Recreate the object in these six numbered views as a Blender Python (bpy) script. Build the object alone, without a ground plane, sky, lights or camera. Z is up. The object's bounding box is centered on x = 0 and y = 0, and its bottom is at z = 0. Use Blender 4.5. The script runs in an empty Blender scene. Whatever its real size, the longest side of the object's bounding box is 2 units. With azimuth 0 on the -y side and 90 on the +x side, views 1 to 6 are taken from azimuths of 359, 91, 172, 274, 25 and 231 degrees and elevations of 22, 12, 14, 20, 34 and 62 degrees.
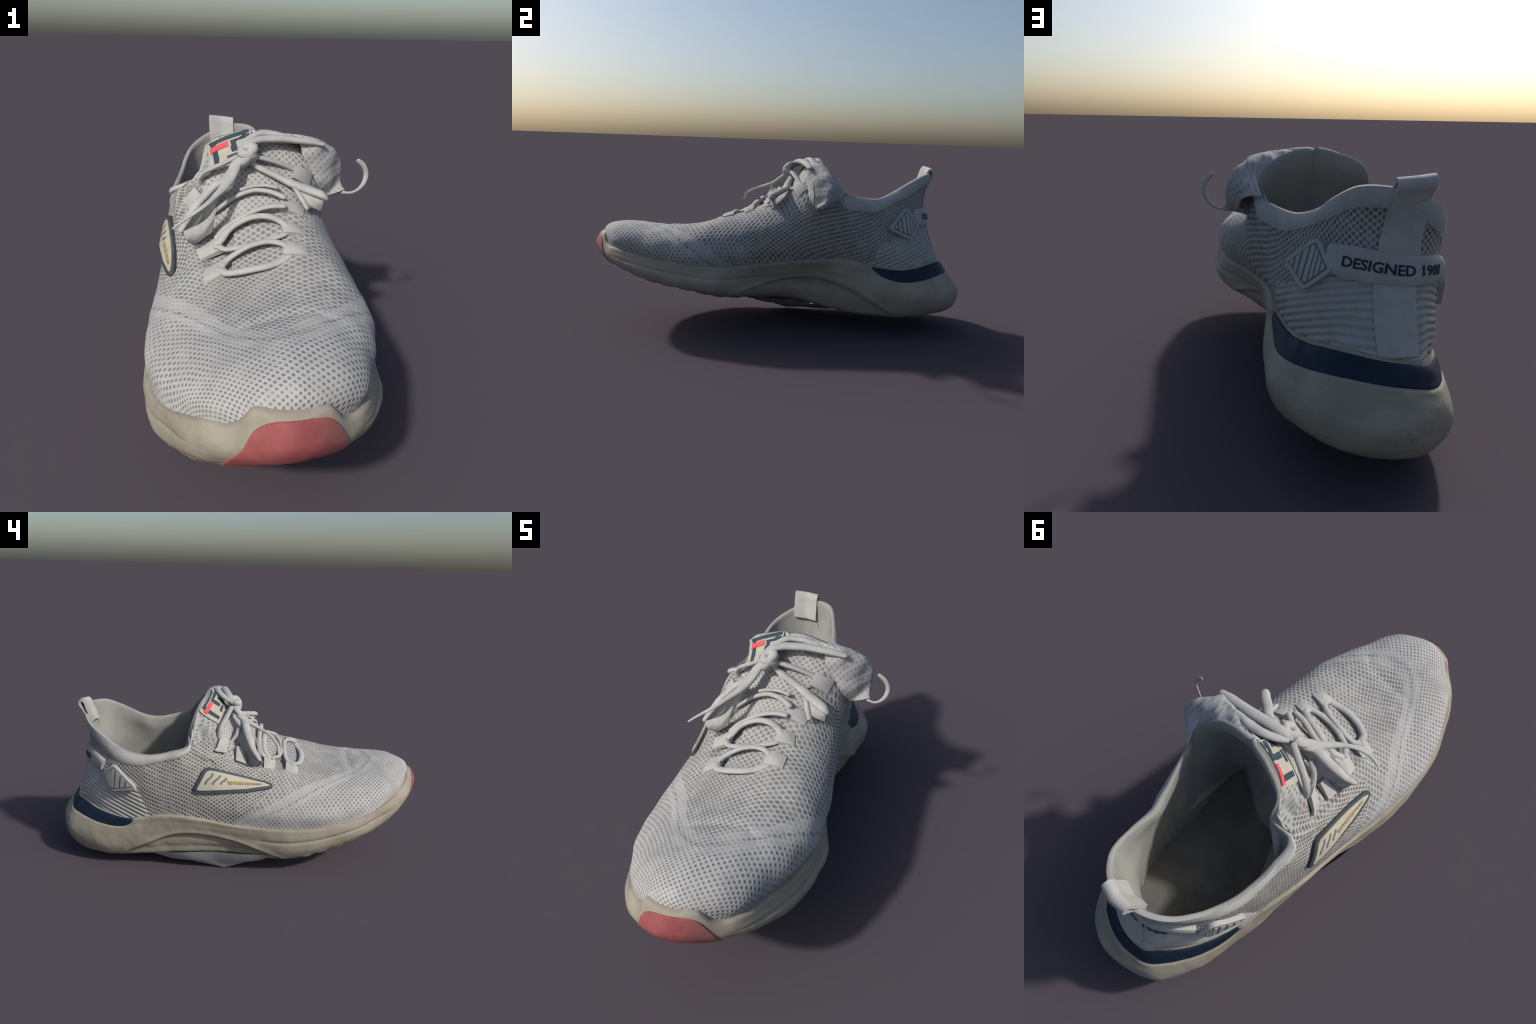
import bpy, bmesh, math, random
import numpy as np
from mathutils import Vector, noise
from mathutils.bvhtree import BVHTree

random.seed(7)
V3 = lambda *a: np.array(a, float)

# ---------------------------------------------------------------- helpers
def new_mesh(name, verts, faces, mat, parent=None, smooth=True, kind=None):
    me = bpy.data.meshes.new(name)
    me.from_pydata([tuple(map(float, v)) for v in verts], [], [tuple(map(int, f)) for f in faces])
    me.update()
    if smooth:
        me.polygons.foreach_set("use_smooth", [True] * len(me.polygons))
    ob = bpy.data.objects.new(name, me)
    bpy.context.collection.objects.link(ob)
    if mat is not None:
        me.materials.append(mat)
    if parent is not None:
        ob.parent = parent
    if kind:
        ob["kind"] = kind
    return ob

def fix_normals(ob, angle=None, weld=0.0):
    bm = bmesh.new(); bm.from_mesh(ob.data)
    if weld: bmesh.ops.remove_doubles(bm, verts=bm.verts, dist=weld)
    bmesh.ops.recalc_face_normals(bm, faces=bm.faces)
    bm.to_mesh(ob.data); bm.free()
    if angle:
        ob.data.set_sharp_from_angle(angle=math.radians(angle))
    return ob

def hermite(knots, P, x, closed_len=None):
    """Non-uniform Catmull-Rom through P (n,...) at knots, evaluated at x; periodic if closed_len."""
    knots = np.asarray(knots, float); P = np.asarray(P, float)
    if closed_len:
        k = np.r_[knots[-2] - closed_len, knots[-1] - closed_len, knots, knots[0] + closed_len, knots[1] + closed_len]
        Q = np.concatenate([P[-2:], P, P[:2]])
    else:
        k = np.r_[2 * knots[0] - knots[1], knots, 2 * knots[-1] - knots[-2]]
        Q = np.concatenate([2 * P[:1] - P[1:2], P, 2 * P[-1:] - P[-2:-1]])
    d = np.diff(Q, axis=0) / np.diff(k).reshape(-1, *([1] * (Q.ndim - 1)))
    w0 = np.diff(k)
    m = np.zeros_like(Q)
    a = (w0[1:] / (w0[1:] + w0[:-1])).reshape(-1, *([1] * (Q.ndim - 1)))
    m[1:-1] = a * d[:-1] + (1 - a) * d[1:]
    m[0] = d[0]; m[-1] = d[-1]
    x = np.asarray(x, float)
    i = np.clip(np.searchsorted(k, x, side="right") - 1, 0, len(k) - 2)
    h = (k[i + 1] - k[i]); t = (x - k[i]) / h
    sh = (-1,) + (1,) * (Q.ndim - 1)
    t = t.reshape(sh); h = h.reshape(sh)
    return (2*t**3-3*t**2+1)*Q[i] + (t**3-2*t**2+t)*h*m[i] + (-2*t**3+3*t**2)*Q[i+1] + (t**3-t**2)*h*m[i+1]

def curve(P, n):
    P = np.asarray(P, float)
    k = np.r_[0, np.cumsum(np.linalg.norm(np.diff(P, axis=0), axis=1))]
    if len(P) == 2:
        return P[0] + np.linspace(0, 1, n)[:, None] * (P[1] - P[0])
    return hermite(k, P, np.linspace(0, k[-1], n))

def smooth01(x, a, b):
    t = np.clip((x - a) / (b - a), 0, 1)
    return t * t * (3 - 2 * t)

def grid_faces(n, m, wrap=False):
    f = []
    for i in range(n if wrap else n - 1):
        j = (i + 1) % n
        for q in range(m - 1):
            f.append((i * m + q, j * m + q, j * m + q + 1, i * m + q + 1))
    return f

def grid_normals(G, wrap=False):
    if wrap:
        du = np.roll(G, -1, 0) - np.roll(G, 1, 0)
    else:
        du = np.gradient(G, axis=0)
    dv = np.gradient(G, axis=1)
    n = np.cross(du, dv)
    return n / (np.linalg.norm(n, axis=2, keepdims=True) + 1e-12)

def fnoise(P, scale, seed=0.0, octaves=3):
    return np.array([noise.fractal(Vector((p[0]*scale+seed, p[1]*scale-seed, p[2]*scale+2*seed)), 0.6, 2.0, octaves) for p in P])

# ---------------------------------------------------------------- materials
class NT:
    def __init__(self, name, rough=0.85):
        self.m = bpy.data.materials.new(name); self.m.use_nodes = True
        self.t = self.m.node_tree; self.t.nodes.clear()
        self.out = self.t.nodes.new("ShaderNodeOutputMaterial")
        self.b = self.t.nodes.new("ShaderNodeBsdfPrincipled")
        self.b.inputs["Roughness"].default_value = rough
        self.b.inputs["Specular IOR Level"].default_value = 0.25
        self.t.links.new(self.b.outputs[0], self.out.inputs[0])
        self.tc = self.t.nodes.new("ShaderNodeTexCoord")
    def link(self, a, b): self.t.links.new(a, b)
    def put(self, sock, v):
        if hasattr(v, "is_linked"): self.link(v, sock)
        elif v is not None: sock.default_value = v
    def math(self, op, a, b=None, c=None, clamp=False):
        n = self.t.nodes.new("ShaderNodeMath"); n.operation = op; n.use_clamp = clamp
        for s, v in zip(n.inputs, (a, b, c)): self.put(s, v)
        return n.outputs[0]
    def xyz(self):
        n = self.t.nodes.new("ShaderNodeSeparateXYZ"); self.link(self.tc.outputs["Object"], n.inputs[0]); return n.outputs
    def noise(self, scale, detail=4, rough=0.6, dist=0.0, vec=None):
        n = self.t.nodes.new("ShaderNodeTexNoise")
        n.inputs["Scale"].default_value = scale; n.inputs["Detail"].default_value = detail
        n.inputs["Roughness"].default_value = rough; n.inputs["Distortion"].default_value = dist
        self.link(vec if vec is not None else self.tc.outputs["Object"], n.inputs["Vector"])
        return n.outputs[0]
    def step(self, x, a, b):
        n = self.t.nodes.new("ShaderNodeMapRange"); n.interpolation_type = "SMOOTHSTEP"
        self.put(n.inputs[0], x); self.put(n.inputs[1], a); self.put(n.inputs[2], b)
        return n.outputs[0]
    def mix(self, f, a, b, blend="MIX"):
        n = self.t.nodes.new("ShaderNodeMix"); n.data_type = "RGBA"; n.blend_type = blend
        self.put(n.inputs[0], f)
        for s, v in ((n.inputs[6], a), (n.inputs[7], b)):
            self.put(s, (*v, 1) if isinstance(v, tuple) and len(v) == 3 else v)
        return n.outputs[2]
    def vec(self, x, y, z):
        n = self.t.nodes.new("ShaderNodeCombineXYZ")
        for s, v in zip(n.inputs, (x, y, z)): self.put(s, v)
        return n.outputs[0]
    def bump(self, h, strength, dist):
        n = self.t.nodes.new("ShaderNodeBump"); n.inputs["Strength"].default_value = strength
        n.inputs["Distance"].default_value = dist; self.link(h, n.inputs["Height"])
        self.link(n.outputs[0], self.b.inputs["Normal"])
    def color(self, c): self.put(self.b.inputs["Base Color"], (*c, 1) if isinstance(c, tuple) else c)

def mat_plain(name, col, var=0.12, scale=9, rough=0.85, weave=0.0, grime=None, grime_amt=0.4):
    n = NT(name, rough)
    v = n.noise(scale, 5, 0.65)
    lo = tuple(c * (1 - var) for c in col); hi = tuple(min(1, c * (1 + var)) for c in col)
    c = n.mix(n.step(v, 0.3, 0.7), lo, hi)
    if grime:
        g = n.step(n.noise(scale * 0.45, 6, 0.7, 0.6), 0.5, 0.75)
        c = n.mix(n.math("MULTIPLY", g, grime_amt), c, grime)
    n.color(c)
    if weave:
        w = n.noise(260, 2, 0.5)
        n.bump(w, 0.35, weave)
    return n.m

UPPER = (0.52, 0.52, 0.51)
def mat_knit(name, mode="vamp", strength=1.0):
    """Knitted mesh: rows of small holes wrapped round the foot, plain bands round the toe."""
    n = NT(name, 0.9)
    x, y, z = n.xyz()
    wob = n.noise(4.0, 2, 0.5)
    wob2 = n.noise(4.0, 2, 0.5, vec=n.vec(y, z, x))
    jit = lambda c, w, k: n.math("MULTIPLY_ADD", w, k, c)
    def mixf(t, a, b):
        m = n.t.nodes.new("ShaderNodeMix"); m.data_type = "FLOAT"
        n.put(m.inputs[0], t); n.put(m.inputs[2], a); n.put(m.inputs[3], b); return m.outputs[0]
    def holes(u, v, du, dv, r0, r1):
        a = n.math("DIVIDE", u, du); b = n.math("DIVIDE", v, dv)
        ds = []
        for o in (0.0, 0.5):
            fa = n.math("SUBTRACT", n.math("FRACT", n.math("ADD", a, o)), 0.5)
            fb = n.math("SUBTRACT", n.math("FRACT", n.math("ADD", b, o)), 0.5)
            fa = n.math("MULTIPLY", fa, du / dv)
            ds.append(n.math("SQRT", n.math("ADD", n.math("MULTIPLY", fa, fa), n.math("MULTIPLY", fb, fb))))
        return n.math("SUBTRACT", 1.0, n.step(n.math("MINIMUM", ds[0], ds[1]), r0, r1))
    # flank coordinates: length along the shoe, turning round the heel, and height
    ax = n.math("ABSOLUTE", n.math("ADD", x, 0.13))
    psi = n.math("ARCTAN2", n.math("SUBTRACT", y, 0.45), n.math("MAXIMUM", ax, 0.001))
    turn = n.math("GREATER_THAN", y, 0.45)
    ur = mixf(turn, y, n.math("MULTIPLY_ADD", psi, 0.36, 0.45))
    vz = n.math("MULTIPLY_ADD", n.math("MULTIPLY", ax, n.step(n.math("MULTIPLY", y, -1.0), -0.60, -0.05)), -0.6, z)
    h_side = holes(jit(ur, wob, .02), jit(vz, wob2, .03), 0.028, 0.0225, 0.14, 0.42)
    if mode == "tongue":
        slope = n.math("ADD", n.math("MULTIPLY", y, 0.55), n.math("MULTIPLY", z, 0.83))
        h = holes(jit(slope, wob, .02), jit(x, wob2, .02), 0.025, 0.025, 0.06, 0.32)
        big = n.math("MULTIPLY", 0.0, x)
    else:
        xc = n.math("MULTIPLY_ADD", y, -0.10, -0.055)
        dx = n.math("SUBTRACT", x, xc); dz = n.math("SUBTRACT", z, 0.33)
        th = n.math("SUBTRACT", n.math("ARCTAN2", dx, dz), 0.12)
        v = jit(n.math("MULTIPLY", th, 0.30), wob, .03)
        # steep toe front: count height as length too
        u = n.math("MULTIPLY_ADD", n.math("SUBTRACT", dz, 0.235), n.step(n.math("MULTIPLY", y, -1.0), 0.78, 0.95), y)
        u = jit(u, wob2, .03)
        av = n.math("ABSOLUTE", v)
        f = n.math("SUBTRACT", u, n.math("MULTIPLY", n.math("POWER", av, 1.9), 2.3))   # toe-band coordinate
        side = n.step(n.math("ADD", av, n.math("MULTIPLY", y, 0.30)), 0.20, 0.215)
        rear = n.step(n.math("ADD", u, n.math("MULTIPLY", n.math("SUBTRACT", 0.5, z), -0.9)), -0.20, -0.18)
        big = n.math("MULTIPLY", side, rear)
        us = n.math("MULTIPLY_ADD", v, 0.18, u)
        h_vamp = holes(us, v, 0.0235, 0.032, 0.09, 0.37)
        h_small = holes(u, v, 0.0235, 0.028, 0.06, 0.28)
        toe = n.step(n.math("MULTIPLY", f, -1.0), 0.72, 0.735)
        h = mixf(toe, h_vamp, h_small)
        def band(c, w, soft=0.008):
            return n.math("SUBTRACT", 1.0, n.step(n.math("ABSOLUTE", n.math("SUBTRACT", f, c)), w - soft, w + soft))
        wide = n.step(av, 0.17, 0.30)
        w1 = n.math("MULTIPLY_ADD", wide, 0.020, 0.022)
        b1 = n.math("SUBTRACT", 1.0, n.step(n.math("ABSOLUTE", n.math("SUBTRACT", f, n.math("MULTIPLY_ADD", wide, 0.022, -0.685))), n.math("SUBTRACT", w1, 0.008), n.math("ADD", w1, 0.008)))
        plain = n.math("MAXIMUM", b1, band(-0.745, 0.020))
        plain = n.math("MULTIPLY", plain, n.math("SUBTRACT", 1.0, n.math("MULTIPLY", n.step(n.math("MULTIPLY", av, -1.0), -0.12, -0.02), 0.6)))
        # broad plain panel low on the flank behind the toe bands
        h = n.math("MULTIPLY", h, n.math("SUBTRACT", 1.0, n.math("MULTIPLY", plain, 0.68)))
        low = n.step(n.math("MULTIPLY", z, -1.0), -0.40, -0.34)
        h = n.math("MULTIPLY", h, n.math("SUBTRACT", 1.0, n.math("MULTIPLY", low, 0.45)))
        h = mixf(big, h, h_side)
    h = n.math("MULTIPLY", h, n.math("MULTIPLY_ADD", n.step(n.noise(22, 3), 0.25, 0.6), 0.5 * strength, 0.5 * strength))
    tone = n.step(n.noise(6, 5, 0.65), 0.3, 0.72)
    yarn = n.mix(tone, YARN_LO, YARN_HI)
    stain = n.step(n.noise(3.2, 6, 0.7, 0.8), 0.52, 0.75)
    yarn = n.mix(n.math("MULTIPLY", stain, 0.45), yarn, (0.31, 0.292, 0.258))
    yarn = n.mix(n.math("MULTIPLY", big, 0.6), yarn, (0.335, 0.325, 0.300))
    hole_c = n.mix(big, HOLE_A, HOLE_B)
    n.color(n.mix(h, yarn, hole_c))
    n.bump(n.math("SUBTRACT", n.math("MULTIPLY", n.noise(240, 2), 0.25), h), 0.45, 0.005)
    return n.m
YARN_LO, YARN_HI = (0.335, 0.333, 0.325), (0.415, 0.414, 0.410)
HOLE_A, HOLE_B = (0.158, 0.158, 0.150), (0.105, 0.103, 0.094)

M_tongue = mat_knit("tongue_knit", "tongue", 0.9)
M_flap = mat_knit("flap_knit", "tongue", 0.5)
M_knit = mat_knit("knit_mesh")
M_collar = mat_plain("collar_knit", (0.370, 0.370, 0.359), 0.08, 14, 0.9, 0.002)
M_rib = mat_plain("ribbed_knit", (0.348, 0.344, 0.326), 0.08, 20, 0.9, 0.003)
M_lining = mat_plain("lining_cloth", (0.255, 0.255, 0.238), 0.10, 6, 0.95, 0.002, (0.30, 0.30, 0.26), 0.3)
M_insole = mat_plain("insole_cloth", (0.13, 0.13, 0.12), 0.2, 5, 0.95, 0.002)
def mat_foam():
    """Aged foam: warm grey beige, long streaks along the sole, scuffs and specks of dirt."""
    n = NT("foam_sole", 0.6)
    x, y, z = n.xyz()
    c = n.mix(n.step(n.noise(7, 5, 0.65), 0.3, 0.7), (0.245, 0.222, 0.175), (0.310, 0.285, 0.232))
    streak = n.step(n.noise(1.0, 5, 0.65, 0.3, vec=n.vec(n.math("MULTIPLY", x, 5.0), n.math("MULTIPLY", y, 3.0), n.math("MULTIPLY", z, 38.0))), 0.50, 0.72)
    c = n.mix(n.math("MULTIPLY", streak, 0.35), c, (0.195, 0.165, 0.110))
    scuff = n.step(n.noise(16, 6, 0.75, 0.8), 0.60, 0.74)
    c = n.mix(n.math("MULTIPLY", scuff, 0.5), c, (0.125, 0.110, 0.083))
    pale = n.step(n.noise(11, 5, 0.7, 0.4, vec=n.vec(y, x, z)), 0.60, 0.75)
    c = n.mix(n.math("MULTIPLY", pale, 0.45), c, (0.33, 0.312, 0.265))
    n.color(c)
    n.bump(n.noise(60, 4, 0.6), 0.2, 0.003)
    return n.m
M_foam = mat_foam()
M_navy = mat_plain("navy_rubber", (0.007, 0.017, 0.036), 0.2, 12, 0.5)
def mat_pink():
    n = NT("pink_rubber", 0.65)
    x, y, z = n.xyz()
    c = n.mix(n.step(n.noise(9, 5, 0.65), 0.3, 0.7), (0.235, 0.060, 0.063), (0.315, 0.090, 0.092))
    worn = n.math("ADD", n.step(n.math("MULTIPLY_ADD", n.noise(12, 4), 0.08, x), 0.13, 0.24), n.step(n.noise(5, 5, 0.7, .6), 0.55, 0.75), clamp=True)
    n.color(n.mix(n.math("MULTIPLY", worn, 0.6), c, (0.27, 0.155, 0.125)))
    return n.m
M_pink = mat_pink()
M_under = mat_plain("outsole_rubber", (0.06, 0.055, 0.055), 0.3, 10, 0.8)
M_lace = mat_plain("lace_cord", (0.370, 0.370, 0.355), 0.10, 16, 0.9, 0.003)
M_web = mat_plain("webbing", (0.370, 0.366, 0.348), 0.07, 18, 0.85, 0.002)
M_strap = mat_plain("strap_rubber", (0.340, 0.340, 0.326), 0.07, 12, 0.6)
M_dark_inlay = mat_plain("dark_inlay", (0.15, 0.15, 0.14), 0.1, 12, 0.8)
M_print = mat_plain("print_navy", (0.02, 0.025, 0.04), 0.1, 12, 0.7)
M_badge_rim = mat_plain("badge_rim", (0.050, 0.060, 0.068), 0.15, 14, 0.6)
M_badge = mat_plain("badge_cream", (0.40, 0.375, 0.305), 0.08, 14, 0.6)
M_gold = mat_plain("gold_print", (0.30, 0.235, 0.10), 0.25, 40, 0.5)
M_label = mat_plain("label_cloth", (0.370, 0.348, 0.296), 0.08, 14, 0.85)
M_label_navy = mat_plain("label_navy", (0.035, 0.055, 0.075), 0.15, 20, 0.8)
M_label_red = mat_plain("label_red", (0.62, 0.085, 0.10), 0.1, 20, 0.8)
M_scrap = mat_plain("scrap_grey", (0.30, 0.30, 0.295), 0.08, 9, 0.9)

root = bpy.data.objects.new("running_shoe", None)
bpy.context.collection.objects.link(root)
root["label"] = "worn pale grey knit running shoe with thick sole"
root["category"] = "shoe"

# ---------------------------------------------------------------- upper: cross-sections
# each section runs from the sole line up to the ridge (front) or the collar rim (rear)
# s counts round the shoe: 0 toe tip, 1..9 one flank, 10 heel, 11..19 other flank
SEC = {}
def section(s, *pts): SEC[s] = np.array(pts, float)
section(0,   (.06,-.958,.508), (.06,-.953,.530), (.06,-.932,.549), (.06,-.895,.561), (.06,-.855,.567), (.06,-.80,.568))
section(1, (-.105,-.903,.446), (-.108,-.892,.478), (-.086,-.866,.513), (-.046,-.836,.541), (.002,-.80,.557), (.06,-.75,.564))
section(2, (-.243,-.755,.36), (-.243,-.742,.415), (-.200,-.722,.467), (-.125,-.70,.509), (-.035,-.68,.538), (.065,-.66,.561))
section(3, (-.333,-.55,.303), (-.340,-.54,.37), (-.283,-.53,.434), (-.180,-.52,.491), (-.055,-.51,.533), (.06,-.50,.561))
section(4, (-.366,-.30,.277), (-.378,-.29,.36), (-.338,-.28,.438), (-.260,-.28,.50), (-.14,-.30,.546), (.03,-.32,.592))
section(5, (-.375,.0,.295), (-.382,-.02,.39), (-.353,-.04,.48), (-.285,-.07,.560), (-.16,-.10,.62), (.0,-.11,.685))
section(5.5, (-.385,.14,.322), (-.392,.12,.43), (-.365,.09,.535), (-.297,.06,.625), (-.19,.04,.71), (-.03,.03,.795))
section(5.8, (-.388,.21,.332), (-.392,.18,.44), (-.370,.15,.555), (-.310,.105,.655), (-.20,.09,.765), (-.02,.15,.925))
section(6, (-.388,.28,.338), (-.392,.24,.45), (-.371,.19,.575), (-.315,.15,.672), (-.218,.137,.775), (-.12,.165,.912))
section(6.4, (-.380,.39,.33), (-.390,.34,.46), (-.377,.27,.58), (-.330,.208,.678), (-.240,.205,.748), (-.220,.197,.85))
section(6.55, (-.376,.43,.32), (-.388,.38,.455), (-.381,.30,.570), (-.350,.236,.660), (-.292,.220,.700), (-.240,.232,.737))
section(6.7, (-.372,.48,.31), (-.386,.42,.45), (-.383,.34,.55), (-.366,.27,.638), (-.347,.235,.677), (-.318,.222,.702))
section(7, (-.358,.56,.295), (-.376,.512,.42), (-.386,.453,.51), (-.382,.397,.58), (-.372,.357,.633), (-.356,.32,.668))
section(7.5, (-.332,.665,.31), (-.352,.615,.40), (-.368,.566,.49), (-.380,.514,.56), (-.379,.477,.612), (-.370,.445,.651))
section(8, (-.298,.745,.33), (-.317,.716,.41), (-.335,.672,.49), (-.351,.634,.57), (-.363,.599,.635), (-.366,.572,.681))
section(8.5, (-.255,.81,.35), (-.273,.780,.42), (-.288,.741,.51), (-.302,.717,.60), (-.321,.699,.685), (-.340,.688,.752))
section(9, (-.222,.855,.36), (-.232,.820,.45), (-.244,.786,.54), (-.252,.764,.64), (-.268,.754,.73), (-.287,.76,.797))
section(10, (-.13,.874,.378), (-.142,.840,.46), (-.152,.806,.56), (-.158,.782,.66), (-.163,.782,.76), (-.17,.808,.850))
section(11, (.0,.830,.400), (-.012,.795,.48), (-.024,.76,.57), (-.034,.735,.67), (-.040,.735,.77), (-.045,.755,.856))
section(12, (.075,.715,.38), (.078,.697,.47), (.058,.670,.57), (.032,.652,.67), (.020,.65,.745), (.012,.655,.808))
section(12.5, (.115,.615,.372), (.125,.60,.46), (.110,.578,.56), (.088,.563,.65), (.065,.56,.715), (.045,.57,.762))
section(13, (.145,.48,.39), (.160,.477,.47), (.157,.47,.55), (.143,.47,.63), (.125,.48,.69), (.105,.48,.732))
section(13.5, (.152,.40,.41), (.166,.39,.48), (.176,.38,.56), (.180,.37,.64), (.176,.36,.70), (.165,.36,.742))
section(13.75,(.155,.35,.42), (.177,.335,.50), (.197,.32,.58), (.204,.305,.66), (.2,.30,.72), (.187,.305,.756))
section(13.9,(.157,.32,.422), (.184,.305,.50), (.207,.28,.60), (.212,.25,.69), (.209,.24,.765), (.20,.25,.82))
section(14, (.160,.29,.424), (.195,.27,.51), (.224,.23,.64), (.212,.18,.77), (.170,.165,.84), (.12,.185,.897))
section(14.2, (.170,.23,.424), (.212,.20,.51), (.234,.16,.63), (.205,.11,.75), (.125,.10,.835), (-.02,.15,.925))
section(14.5, (.185,.15,.42), (.230,.12,.50), (.238,.08,.60), (.192,.06,.70), (.105,.04,.77), (-.03,.03,.795))
section(15, (.216,.0,.41), (.258,-.01,.49), (.254,-.03,.575), (.203,-.07,.645), (.11,-.10,.688), (.0,-.11,.685))
section(16, (.290,-.30,.39), (.318,-.30,.455), (.290,-.305,.536), (.225,-.31,.597), (.12,-.32,.616), (.03,-.32,.592))
section(17, (.312,-.50,.40), (.332,-.50,.446), (.314,-.50,.508), (.252,-.50,.554), (.16,-.50,.572), (.06,-.50,.562))
section(18, (.270,-.715,.428), (.283,-.71,.475), (.265,-.70,.522), (.215,-.68,.558), (.14,-.67,.570), (.065,-.66,.563))
section(19,  (.205,-.882,.462), (.212,-.884,.498), (.200,-.872,.534), (.166,-.846,.561), (.115,-.805,.571), (.06,-.75,.569))

S = np.array(sorted(SEC)); P = np.array([SEC[s] for s in S])          # (n,6,3)
chord = np.linalg.norm(np.roll(P, -1, 0) - P, axis=2).mean(1)
chord = 0.75 * chord + 0.25 * chord.mean() * 0.5
K = np.r_[0, np.cumsum(chord)]; KLEN = K[-1]
Sx = np.r_[S, 20.0]
def s_to_k(s): return np.interp(s, Sx, K)

PAIR_END = 5.8
N_FRONT = 230                                     # samples from toe to tongue top
sL = np.linspace(0, PAIR_END, N_FRONT)
N_REAR = 520
# rear sampled evenly in chord length
kr = np.linspace(s_to_k(PAIR_END), s_to_k(20 - PAIR_END), N_REAR)[1:-1]
sRear = np.interp(kr, K, Sx)
sD = np.r_[sL, sRear, 20 - sL[::-1][:-1]]         # closed, start at toe
NS = len(sD)
RING = hermite(K[:-1], P, s_to_k(sD), KLEN)        # (NS,6,3)
iL = np.arange(N_FRONT); iR = (NS - iL) % NS
mid = 0.5 * (RING[iL, 5] + RING[iR, 5])
RING[iL, 5] = mid; RING[iR, 5] = mid
front = np.zeros(NS, bool); front[iL] = True; front[iR] = True
pair = np.arange(NS); pair[iL] = iR; pair[iR] = iL

def bumper(s, z):
    """The foam climbs over the toe tip as a flat-topped bumper with a dip on each side."""
    d = np.where(s > 10, 20 - s, s)
    w = 1 - smooth01(d, .46, .72)
    return z * (1 - w) + 0.513 * w - 0.012 * np.exp(-((d - .88) / .22) ** 2)
RING[:, 0, 2] = bumper(sD, RING[:, 0, 2])
RING[:, 1, 2] = np.maximum(RING[:, 1, 2], RING[:, 0, 2] + .012)
NU = 150
def radial(R6, ghost, n):
    Q = np.vstack([R6, ghost[None]])
    k = np.r_[0, np.cumsum(np.linalg.norm(np.diff(Q, axis=0), axis=1) ** 0.8)]
    return hermite(k, Q, np.linspace(0, k[5], n))
G = np.zeros((NS, NU, 3))
for i in range(NS):
    if front[i] and pair[i] != i:
        gh = RING[pair[i], 4]
    elif pair[i] == i and front[i]:
        gh = V3(.06, -.72, .566)
    else:
        gh = 2 * RING[i, 5] - RING[i, 4]
    G[i] = radial(RING[i], gh, NU)

# smooth the fan at the toe and along the front ridge
def relax(G, it, wmask):
    for _ in range(it):
        a = (np.roll(G, 1, 0) + np.roll(G, -1, 0)) * 0.5
        b = G.copy()
        b[:, 1:-1] = 0.5 * (G[:, 2:] + G[:, :-2])
        b[front, -1] = 0.5 * (G[front, -2] + G[pair[front], -2])
        H = 0.5 * (a + b)
        H[:, 0] = G[:, 0]
        H[~front, -1] = G[~front, -1]
        H[front, -1] = 0.5 * (H[front, -1] + H[pair[front], -1])
        G = G + wmask[..., None] * (H - G)
    return G
toe_w = smooth01(-np.linalg.norm(G - V3(.06, -.78, .565), axis=2), -0.22, -0.10)
ridge_w = np.where(front[:, None], smooth01(np.linspace(0, 1, NU), 0.80, 0.95)[None], 0) * smooth01(-G[..., 1], 0.1, 0.3)
G = relax(G, 60, np.maximum(toe_w, ridge_w) * 0.9)

NRM = grid_normals(G, wrap=True)
ctr = V3(-.05, .0, .40)
if np.mean(np.einsum("ijk,ijk->ij", NRM, G - ctr)) < 0:
    NRM = -NRM
# the ridge row shares one normal
NRM[front, -1] = NRM[front, -3] + NRM[pair[front], -3]
NRM /= np.linalg.norm(NRM, axis=2, keepdims=True) + 1e-12

# -------- regions and relief of the upper
X, Y, Z = G[..., 0], G[..., 1], G[..., 2]
SS = np.repeat(sD[:, None], NU, 1)
UU = np.repeat(np.linspace(0, 1, NU)[None], NS, 0)
rim_dist = np.where(front[:, None], 9.0, np.linalg.norm(G - G[:, -1:, :], axis=2))
rear_line = 0.435 + 0.10 * (Z - 0.33) / 0.25
q = Z + 0.42 * np.clip(0.80 - Y, 0, 1)
rib_top = np.where(X < -0.13, 0.635, 0.615)
rib_zone = smooth01(Y, rear_line - 0.006, rear_line + 0.012) * (1 - smooth01(q, rib_top - 0.006, rib_top + 0.006))
collar_zone = (rim_dist < 0.065) & (SS > 6.3) & (SS < 13.95)

def height_field():
    d = np.zeros_like(X)
    # horizontal ribs of the heel counter
    ph = (q / 0.0245) % 1.0
    groove = np.exp(-((ph - 0.5) / 0.11) ** 2)
    rows = 0.5 + 0.5 * np.cos(2 * np.pi * ph)
    d += rib_zone * (0.0035 * rows - 0.0045 * groove + 0.002)
    # padded collar edge
    d += np.where((SS > 6.5) & (SS < 13.9), 0.008 * np.sin(np.pi * np.clip(rim_dist / 0.075, 0, 1)), 0)
    return d
D = height_field()
low = fnoise(G.reshape(-1, 3)[::1], 7.0, 1.3, 2).reshape(NS, NU)
D += 0.004 * low * smooth01(UU, 0.0, 0.15)
# shallow creases where the foot bends
D += -0.004 * np.exp(-((Y + 0.60 + 0.25 * np.abs(X - .05) - 0.02 * low) / 0.018) ** 2) * smooth01(UU, .55, .8)
# sunken throat between the eyelet straps
thr = smooth01(Y, -0.40, -0.22) * (1 - smooth01(Y, .02, .10)) * smooth01(UU, 0.70, 0.82)
D += -0.005 * thr
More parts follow.
